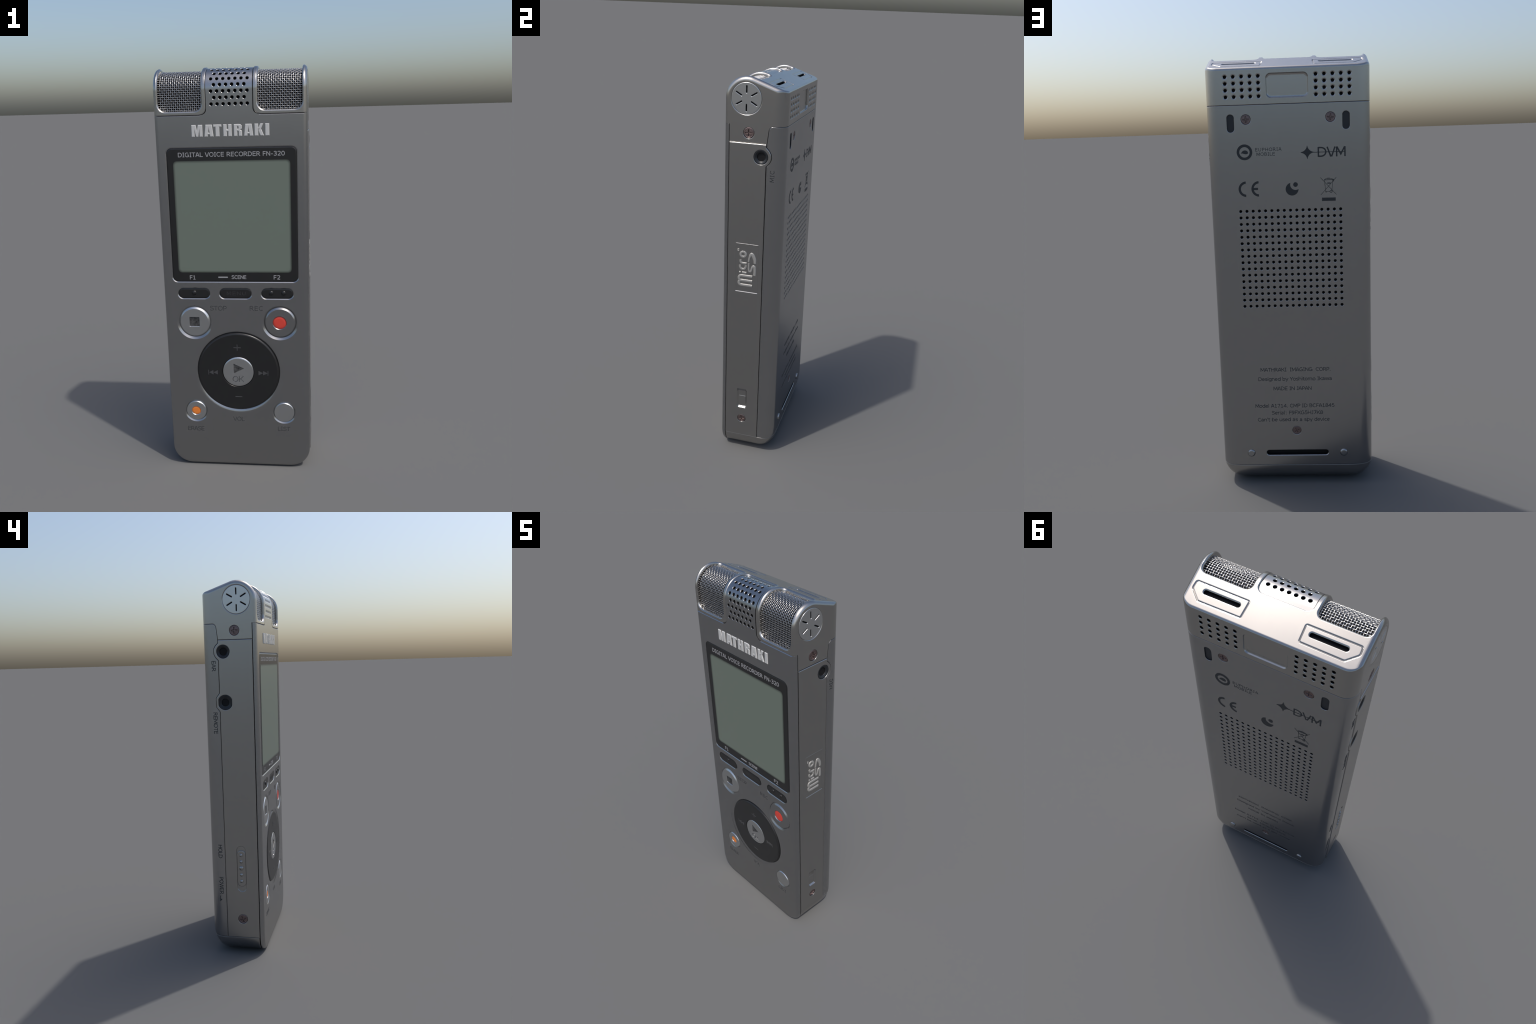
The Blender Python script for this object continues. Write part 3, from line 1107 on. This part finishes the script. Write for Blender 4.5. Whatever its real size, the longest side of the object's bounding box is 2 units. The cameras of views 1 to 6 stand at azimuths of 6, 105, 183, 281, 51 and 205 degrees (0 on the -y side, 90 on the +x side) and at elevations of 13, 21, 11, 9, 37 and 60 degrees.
JACK_MIC, JACK_EAR, JACK_REM = (0.0333, 1.6437), (0.0338, 1.6455), (0.0299, 1.3857)
notch_a = [(0.0560, 1.6890), (0.0612, 1.6868), (0.0735, 1.6745), (0.0812, 1.6600), (0.0832, 1.6455), (0.0812, 1.6310), (0.0735, 1.6160), (0.0612, 1.6030), (0.0560, 1.6010)]
notch_b = [(0.0560, 1.4350), (0.0590, 1.4325), (0.0775, 1.4080), (0.0775, 1.3615), (0.0590, 1.3375), (0.0560, 1.3350)]

back_cover = place("back_cover", mesh_of(Geo().rings(shell_rings(1.7845)), [M_COVER_E, M_BLACK, M_SLOT], "back_cover"))
o = fillet([(0.0600, 0.0980), (0.30, 0.0980), (0.30, 1.80), (0.0795, 1.80), (0.0795, 1.7842), (0.0690, 1.7735), (0.0610, 1.7068)],
           [0, 0, 0, 0, 0, 0.008, 0], 5)
o = [(y, min(z, 1.7842)) if y < 0.2 else (y, z) for y, z in o]
boolean(back_cover, Geo().rings([[(x, y, z) for y, z in o] for x in (-0.5, 0.5)]), [M_COVER_E], 'INTERSECT')
bc = Geo()
for pts, x0, x1 in ((notch_a, 0.32, 0.40), (notch_a, -0.40, -0.32), (notch_b, -0.40, -0.32)):
    q = poly_fn([(0.02, pts[0][1])] + list(pts) + [(0.02, pts[-1][1])])(-0.0019)
    bc.rings([[(x, y, z) for y, z in q] for x in (x0, x1)])
for i in range(17):
    for j in range(16):
        bc.solid(BACK, circle_fn(-0.2217 + 0.02771 * i, 0.8879 + 0.02914 * j, 0.0066, 16),
                 [(-0.0022, 0.0010, 0), (0, -0.0009, 1), (0, -0.016)], cap_mats=(0, 1))
for sgn in (-1, 1):
    bc.solid(BACK, rrect_fn(sgn * 0.2502 - 0.0155, sgn * 0.2502 + 0.0155, 1.6712, 1.7470, 0.0150, 8), pocket_profile(0.0012, 0.005, (0, 2)), cap_mats=(0, 2))
    bc.solid(BACK, circle_fn(sgn * 0.1830, 1.7242, 0.0212, 40), pocket_profile(0.0012, 0.008, (0, 1)), cap_mats=(0, 1))
bc.solid(BACK, circle_fn(0.0, 0.2744, 0.0206, 40), pocket_profile(0.0012, 0.008, (0, 1)), cap_mats=(0, 1))
bc.solid(BACK, rrect_fn(-0.1470, 0.1465, 0.1475, 0.1720, 0.0120, 8), pocket_profile(0.0028, 0.020, (0, 1), 0.003), cap_mats=(0, 1))
boolean(back_cover, bc, [M_COVER_E, M_BLACK, M_SLOT])
shade(back_cover, 34)

bottom = place("bottom_cap", mesh_of(Geo().rings(shell_rings(1.0)), [M_PANEL], "bottom_cap"))
bm = bmesh.new()
bm.from_mesh(bottom.data)
res = bmesh.ops.bisect_plane(bm, geom=bm.verts[:] + bm.edges[:] + bm.faces[:], plane_co=(0, 0, 0.0966), plane_no=(0, 0, 1), clear_outer=True, dist=1e-6)
bmesh.ops.holes_fill(bm, edges=[e for e in bm.edges if e.is_boundary], sides=0)
bmesh.ops.recalc_face_normals(bm, faces=bm.faces)
bm.to_mesh(bottom.data)
bm.free()
shade(bottom, 34)

for sgn in (-1, 1):
    g = Geo().solid(BACK, circle_fn(sgn * 0.2205, 0.1600, 0.0180, 32),
                    [(0, -0.004), (0, 0.0018), (0.0026, 0.0044), (0.0048, 0.0057), (0.0075, 0.0060), (0.012, 0.0061)])
    part("rear_stud", g, [M_FOOT], back_cover, angle=60)

# dark inside so that seams read as gaps
core = Geo()
core.rings([[(x, y, z) for x, y in rrect(-0.347, 0.347, -0.1225, 0.062, 0.01, 3)] for z in (0.10, 1.712)])
part("inner_frame", core, [M_BLACK])
core = Geo()
core.rings([[(x, y, z) for x, y in rrect(-0.345, 0.345, -0.1190, 0.085, 0.01, 3)] for z in (1.70, 1.80)])
part("inner_frame", core, [M_BLACK])


# ======================================================================
#  SIDE PANELS
# ======================================================================
def lift(fr, h):
    return lambda u, v, d: fr(u, v, d + h)


PH = SIDE - HW


def panel_outline(notches):
    pts = [(-0.1200, 0.0978), (0.0584, 0.0978)]
    for nt in notches:
        pts += [(y, z) for y, z in nt[::-1]]
    pts[2:] = [(max(y, 0.0584), z) for y, z in pts[2:]]
    pts += [(0.0584, 1.7045), (-0.1200, 1.7045)]
    return pts


screw_sites = []
for fr, nt in ((RIGHT, [notch_a]), (LEFT, [notch_b, notch_a])):
    fp = lift(fr, PH)
    g = Geo().solid(fp, poly_fn(panel_outline(nt)), [(0, -0.016), (0, -0.0036), (0.0008, -0.0014), (0.0030, 0.0)])
    panel = place("side_panel", mesh_of(g, [M_PANEL, M_BLACK], "side_panel"))
    c = Geo()
    jacks = [JACK_MIC] if fr is RIGHT else [JACK_EAR, JACK_REM]
    jfn = []
    for k, (jy, jz) in enumerate(jacks):
        if k == 0:
            fn = circle_fn(jy, jz, 0.0345, 48)
        else:
            def fn(i, jy=jy, jz=jz):
                return [(max(jy - 0.0358 + i, min(jy + 0.0358 - i, jy + (0.0392 - i) * math.cos(2 * PI * q / 48))),
                         jz + (0.0392 - i) * math.sin(2 * PI * q / 48)) for q in range(48)]
        jfn.append(fn)
        c.solid(fp, fn, pocket_profile(0.0015, 0.012, (0, 1)), cap_mats=(0, 1))
    sy = -0.0295
    c.solid(fp, circle_fn(sy, 0.2038, 0.0232 if fr is RIGHT else 0.0262, 40), pocket_profile(0.0012, 0.008, (0, 1)), cap_mats=(0, 1))
    if fr is RIGHT:
        # logo plaque and finger grip of the battery door
        c.solid(fp, rrect_fn(-0.0790, 0.0378, 0.9560, 1.2070, 0.003, 3), [(-0.0022, 0.0010), (0.0022, -0.0020)])
        c.solid(fp, rrect_fn(-0.0780, 0.0360, 1.2126, 1.2146, 0.0006, 2), [(-0.0016, 0.0012), (0.0006, -0.0010)])
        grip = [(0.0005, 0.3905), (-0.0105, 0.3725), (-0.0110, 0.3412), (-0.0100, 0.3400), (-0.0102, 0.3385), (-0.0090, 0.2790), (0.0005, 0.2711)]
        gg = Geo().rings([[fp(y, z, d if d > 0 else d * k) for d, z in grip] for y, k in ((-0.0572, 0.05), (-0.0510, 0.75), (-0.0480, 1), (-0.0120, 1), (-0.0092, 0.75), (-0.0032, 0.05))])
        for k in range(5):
            gg.m[k * len(grip)] = 2          # down-facing upper slope recoloured darker to paint its shade
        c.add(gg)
    else:
        c.solid(fp, rrect_fn(-0.0540, -0.0055, 0.3615, 0.6155, 0.0242, 12), pocket_profile(0.0014, 0.0060, (0, 0)))
    boolean(panel, c, [M_PANEL, M_BLACK, M_DARKGREY])
    shade(panel)
    for (jy, jz), fn in zip(jacks, jfn):
        prof = [(0.0006, -0.011), (0.0006, -0.0022), (0.0030, -0.0010), (0.0075, -0.0024), (0.0120, -0.0062)]
        g = Geo()
        inner = circle_fn(jy, jz, 0.0205, 48)
        rings = [[fp(u, v, d) for u, v in fn(i)] for i, d in prof]
        rings += [[fp(u, v, -0.0068) for u, v in inner(0)], [fp(u, v, -0.0080) for u, v in inner(0.0008)], [fp(u, v, -0.0108) for u, v in inner(0.0008)]]
        g.rings(rings, [0, 0, 0, 0, 0, 0, 1], cap_mats=(0, 1))
        part("audio_jack", g, [M_JACK, M_BLACK], panel, angle=50)
    if fr is LEFT:
        sl = part("power_slider", Geo().solid(fp, rrect_fn(-0.0537, -0.0058, 0.3895, 0.5915, 0.0239, 12),
                  [(0, -0.0058), (0, -0.0024), (0.0018, -0.0006), (0.0045, 0.0)]), [M_PANEL], panel)
        for z, r in ((0.5655, 0.0092), (0.5300, 0.0092), (0.4935, 0.0122), (0.4560, 0.0092), (0.4200, 0.0092)):
            part("grip_bump", Geo().solid(fp, circle_fn(-0.0288, z, r, 24),
                 [(0, -0.001), (0, 0.0012), (r * .06, 0.0024), (r * .22, 0.0044), (r * .5, 0.0060), (r * .9, 0.0066)]), [M_PANEL], panel, angle=60)
    screw_sites.append((fr, panel, sy, 0.2038, 0.0222 if fr is RIGHT else 0.0254, PH, 20 if fr is LEFT else 8))
    screw_sites.append((fr, head, -0.0283, 1.7503, 0.0254, 0.0, 3))

# ---- raised card-slot logo on the right panel: reading upwards, tops towards the front
right_panel = [o for o in ROOT.children if o.name.startswith("side_panel")][0]
lg = lift(RIGHT, PH - 0.0020)


def LOGO(u, v, d):
    return lg(-v, u, d)


g = Geo()
H = 0.0034
for a, b in ((0.9930, 1.0178), (1.0178, 1.0430)):
    r = (b - a) / 2
    arch = [(b - r + r * math.cos(w), 0.0480 + 0.0120 * math.sin(w)) for w in [PI * k / 8 for k in range(9)]]
    stroke(g, [(b, -0.0092)] + arch + [(a, 0.040)], 0.0138, LOGO, H * (1 if a < 1 else 1.03), smooth=False)
stroke(g, [(0.9930, 0.0490), (0.9930, -0.0092)], 0.0138, LOGO, H * 1.05, smooth=False)
stroke(g, [(1.0602, 0.0215), (1.0602, 0.0440)], 0.0105, LOGO, H, smooth=False)
stroke(g, [(1.0602, 0.0510), (1.0602, 0.0590)], 0.0105, LOGO, H, smooth=False)
stroke(g, [(1.0985, 0.0555), (1.0880, 0.0545), (1.0795, 0.0475), (1.0790, 0.0350), (1.0870, 0.0270), (1.0985, 0.0260)], 0.0118, LOGO, H)
stroke(g, [(1.1095, 0.0215), (1.1095, 0.0400), (1.1140, 0.0510), (1.1265, 0.0535)], 0.0118, LOGO, H)
stroke(g, [(1.1560 + 0.0132 * math.cos(w), 0.0400 + 0.0135 * math.sin(w)) for w in [2 * PI * k / 20 for k in range(21)]], 0.0122, LOGO, H, smooth=False)
stroke(g, [(1.0515, -0.0205), (1.0750, -0.0210), (1.0950, -0.0185), (1.0985, -0.0120), (1.0900, -0.0065), (1.0740, -0.0020), (1.0685, 0.0040), (1.0760, 0.0095), (1.1120, 0.0110)],
       [0.0135, 0.0145, 0.0115, 0.0100, 0.0095], LOGO, H)
stroke(g, [(1.1155, -0.0210), (1.1330, -0.0195), (1.1530, -0.0110), (1.1610, -0.0030), (1.1530, 0.0040), (1.1380, 0.0085), (1.1205, 0.0115)],
       [0.0130, 0.0175, 0.0180, 0.0110, 0.0090], LOGO, H)
stroke(g, [(1.1740, 0.0615), (1.1740, 0.0690)], 0.0040, LOGO, 0.003, smooth=False)
stroke(g, [(1.1805, 0.0615), (1.1805, 0.0690)], 0.0050, LOGO, 0.003, smooth=False)
part("card_logo", g, [M_RAISED], right_panel, angle=50)

# ======================================================================
#  SCREWS (shared mesh)
# ======================================================================
R0 = 0.0254
g = Geo().solid(lambda u, v, d: (u, v, d), circle_fn(0, 0, R0, 40),
                [(0, -0.008), (0, -0.0016), (0.0020, -0.0002), (0.0045, 0.0), (0.0062, -0.0010), (0.011, -0.0006), (0.020, -0.0003)])
tmp = place("screw", mesh_of(g, [M_SCREW], "screw"))
arm, wd = 0.0165, 0.0036
plus = [(wd, wd), (wd, arm), (-wd, arm), (-wd, wd), (-arm, wd), (-arm, -wd), (-wd, -wd), (-wd, -arm), (wd, -arm), (wd, -wd), (arm, -wd), (arm, wd)]
boolean(tmp, Geo().solid(lambda u, v, d: (u, v, d), poly_fn(plus), [(-0.0015, 0.002), (0.0, -0.001), (0.0016, -0.0055)]), [M_SCREW])
shade(tmp)
screw_mesh = tmp.data
bpy.data.objects.remove(tmp)


def face_matrix(fr, u, v, d, scale, turn):
    o = Vector(fr(u, v, d))
    nz = (Vector(fr(u, v, d + 1)) - o).normalized()
    ny = Vector((0, 0, 1))
    nx = ny.cross(nz)
    m = Matrix((nx, ny, nz)).transposed().to_4x4()
    return Matrix.Translation(o) @ m @ Matrix.Rotation(math.radians(turn), 4, 'Z') @ Matrix.Scale(scale, 4)


screw_sites += [(BACK, back_cover, 0.1830, 1.7242, 0.0206, 0.0, 2), (BACK, back_cover, -0.1830, 1.7242, 0.0206, 0.0, -4), (BACK, back_cover, 0.0, 0.2744, 0.0200, 0.0, 28)]
for fr, par, u, v, r, h, turn in screw_sites:
    place("screw", screw_mesh, par, face_matrix(fr, u, v, h - 0.0006, r / R0, turn))

# ======================================================================
#  PRINT ON THE SIDES AND BACK
# ======================================================================


def side_print(fr, up_sign, h):
    """reading along z; b measured towards the front from y0"""
    return None


rp = lambda a, b, d: RIGHT(-b, a, d + 0.0003 - inset_at_y(-b))
lp = lambda a, b, d: LEFT(-b, -a, d + 0.0003 - inset_at_y(-b))


def inset_at_y(y):
    t = y - (HD - 0.055)
    return 0.055 - math.sqrt(max(0.055 ** 2 - t * t, 0)) if t > 0 else 0.0


lettering("printed_lettering", "MIC", 1.5315, 1.5860, -0.1000, 0.0205, rp, M_INK, back_cover)
for body, z0, z1 in (("EAR", 1.5992, 1.5458), ("REMOTE", 1.3336, 1.2210), ("HOLD", 0.6197, 0.5452), ("POWER", 0.4375, 0.3400)):
    lettering("printed_lettering", body, -z0, -z1, -0.0960, 0.0213, lp, M_INK, back_cover)
shapes("arrow_sign", [[(0.3320, 0), (0.3130, 0), (0.3130, 0.0038), (0.3320, 0.0038)], [(0.3132, -0.0008), (0.2975, -0.0008), (0.3132, 0.0120)]],
       lambda u, v, d: LEFT(0.0948 - v, u, d - inset_at_y(0.0948 - v) + (0.0002 if v > 0.006 else 0)), M_INK, back_cover)

bk = lambda a, b, d: BACK(-a, b, d)
for body, x0, x1, b, c in (("MATHRAKI  IMAGING  CORP.", .1616, -.1631, .5707, .0180), ("Designed by Yoshitomo Ikawa", .1738, -.1685, .5247, .0180),
                           ("MADE IN JAPAN", .1042, -.0740, .4774, .0180), ("Model A1714. CMP ID BCFA1845", .1928, -.1790, .3908, .0180),
                           ("Serial: F9FXG5HJ7K8", .1180, -.1249, .3557, .0180), ("Can't be used as a spy device", .1843, -.1558, .3213, .0180)):
    lettering("printed_lettering", body, -x0, -x1, b, c, bk, M_INKSOFT, back_cover)
lettering("printed_lettering", "EUPHORIA", -.1465, -.0314, 1.5868, .0146, bk, M_INKSOFT, back_cover, weight=0.155)
lettering("printed_lettering", "MOBILE", -.1410, -.0603, 1.5670, .0146, bk, M_INKSOFT, back_cover, weight=0.155)
lettering("printed_lettering", "DVM", .1256, .2464, 1.5550, .0425, bk, M_INK, back_cover)

g = Geo()
ring_slab(g, bk, -0.1938, 1.5846, 0.0342, 0.0226)
leaf = [(-0.2102, 1.5785), (-0.2040, 1.5800), (-0.1945, 1.5770), (-0.1860, 1.5762), (-0.1800, 1.5785), (-0.1785, 1.5835), (-0.1815, 1.5890), (-0.1880, 1.5925), (-0.1960, 1.5922), (-0.2040, 1.5880)]
leaf = [tuple(p) for p in smooth_path(leaf + [leaf[0]], 3)[:-1]]
g.rings([[bk(u, v, -0.0007) for u, v in leaf], [bk(u, v, 0.0007) for u, v in leaf]])
part("ring_emblem", g, [M_INK], back_cover, weighted=False)

g = Geo()
star = []
for k in range(4):
    a0 = PI / 2 * k
    c = (0.0800 + 0.0300 * 1.03 * (math.cos(a0) + math.cos(a0 + PI / 2)), 1.5763 + 0.0306 * 1.03 * (math.sin(a0) + math.sin(a0 + PI / 2)))
    for j in range(10):
        w = a0 + PI + PI / 2 + (-PI / 2) * (j + 0.2) / 10.2
        star.append((c[0] + 0.0300 * math.cos(w), c[1] + 0.0302 * math.sin(w)))
g.rings([[bk(u, v, -0.0007) for u, v in star], [bk(u, v, 0.0008) for u, v in star]])
p = bar((0.100, 1.5758), (0.2425, 1.5752), 0.0030)
g.rings([[bk(u, v, -0.0007) for u, v in p], [bk(u, v, 0.0005) for u, v in p]])
part("star_emblem", g, [M_INK], back_cover, weighted=False)

g = Geo()
ring_slab(g, bk, -0.1925, 1.4237, 0.0342, 0.0240, 93, 267, 32)
ring_slab(g, bk, -0.1358, 1.4237, 0.0342, 0.0240, 93, 267, 32)
p = bar((-0.1620, 1.4237), (-0.1405, 1.4237), 0.0098)
g.rings([[bk(u, v, -0.0007) for u, v in p], [bk(u, v, 0.0005) for u, v in p]])
part("conformity_mark", g, [M_INK], back_cover, weighted=False)

g = Geo()
mc, mr, dc, dr = (0.0096, 1.4184), 0.0284, (0.0251, 1.4379), 0.0235
pts = []
d = math.dist(mc, dc)
base = math.atan2(dc[1] - mc[1], dc[0] - mc[0])
h1 = math.acos((d * d + mr * mr - dr * dr) / (2 * d * mr))
h2 = math.acos((d * d + dr * dr - mr * mr) / (2 * d * dr))
for k in range(41):
    w = base + h1 + (2 * PI - 2 * h1) * k / 40
    pts.append((mc[0] + mr * math.cos(w), mc[1] + mr * math.sin(w)))
for k in range(1, 20):
    w = base + PI + h2 - 2 * h2 * k / 20
    pts.append((dc[0] + dr * math.cos(w), dc[1] + dr * math.sin(w)))
g.rings([[bk(u, v, -0.0007) for u, v in pts], [bk(u, v, 0.0007) for u, v in pts]])
p = circle_fn(dc[0], dc[1], 0.0103, 24)(0)
g.rings([[bk(u, v, -0.0007) for u, v in p], [bk(u, v, 0.0007) for u, v in p]])
part("moon_emblem", g, [M_INK], back_cover, weighted=False)

g = Geo()
t = 0.0020
lines = [((.1354, 1.4649), (.2042, 1.3890), t), ((.2043, 1.4649), (.1356, 1.3892), t), ((.1530, 1.4540), (.1565, 1.4030), t), ((.1888, 1.4540), (.1838, 1.4030), t),
         ((.1565, 1.4038), (.1780, 1.4040), t), ((.1510, 1.4545), (.1935, 1.4552), 0.0030), ((.1520, 1.4560), (.1600, 1.4605), 0.0018), ((.1600, 1.4605), (.1810, 1.4607), 0.0018),
         ((.1810, 1.4607), (.1900, 1.4570), 0.0018), ((.1640, 1.4622), (.1770, 1.4624), 0.0020), ((.1920, 1.4570), (.1915, 1.4470), 0.0040), ((.1645, 1.4400), (.1795, 1.4402), 0.0048),
         ((.1590, 1.4035), (.1590, 1.3995), 0.0040), ((.1405, 1.3696), (.2005, 1.3692), 0.0146)]
for k, (a, b, w) in enumerate(lines):
    p = bar(a, b, w)
    hh = 0.0005 + 0.00003 * k
    g.rings([[bk(u, v, -0.0007) for u, v in p], [bk(u, v, hh) for u, v in p]])
ring_slab(g, bk, 0.1808, 1.4036, 0.0062, 0.0040, n=24, height=0.0011)
part("waste_bin_mark", g, [M_INK], back_cover, weighted=False)

for o in list(bpy.data.meshes):
    if o.users == 0:
        bpy.data.meshes.remove(o)
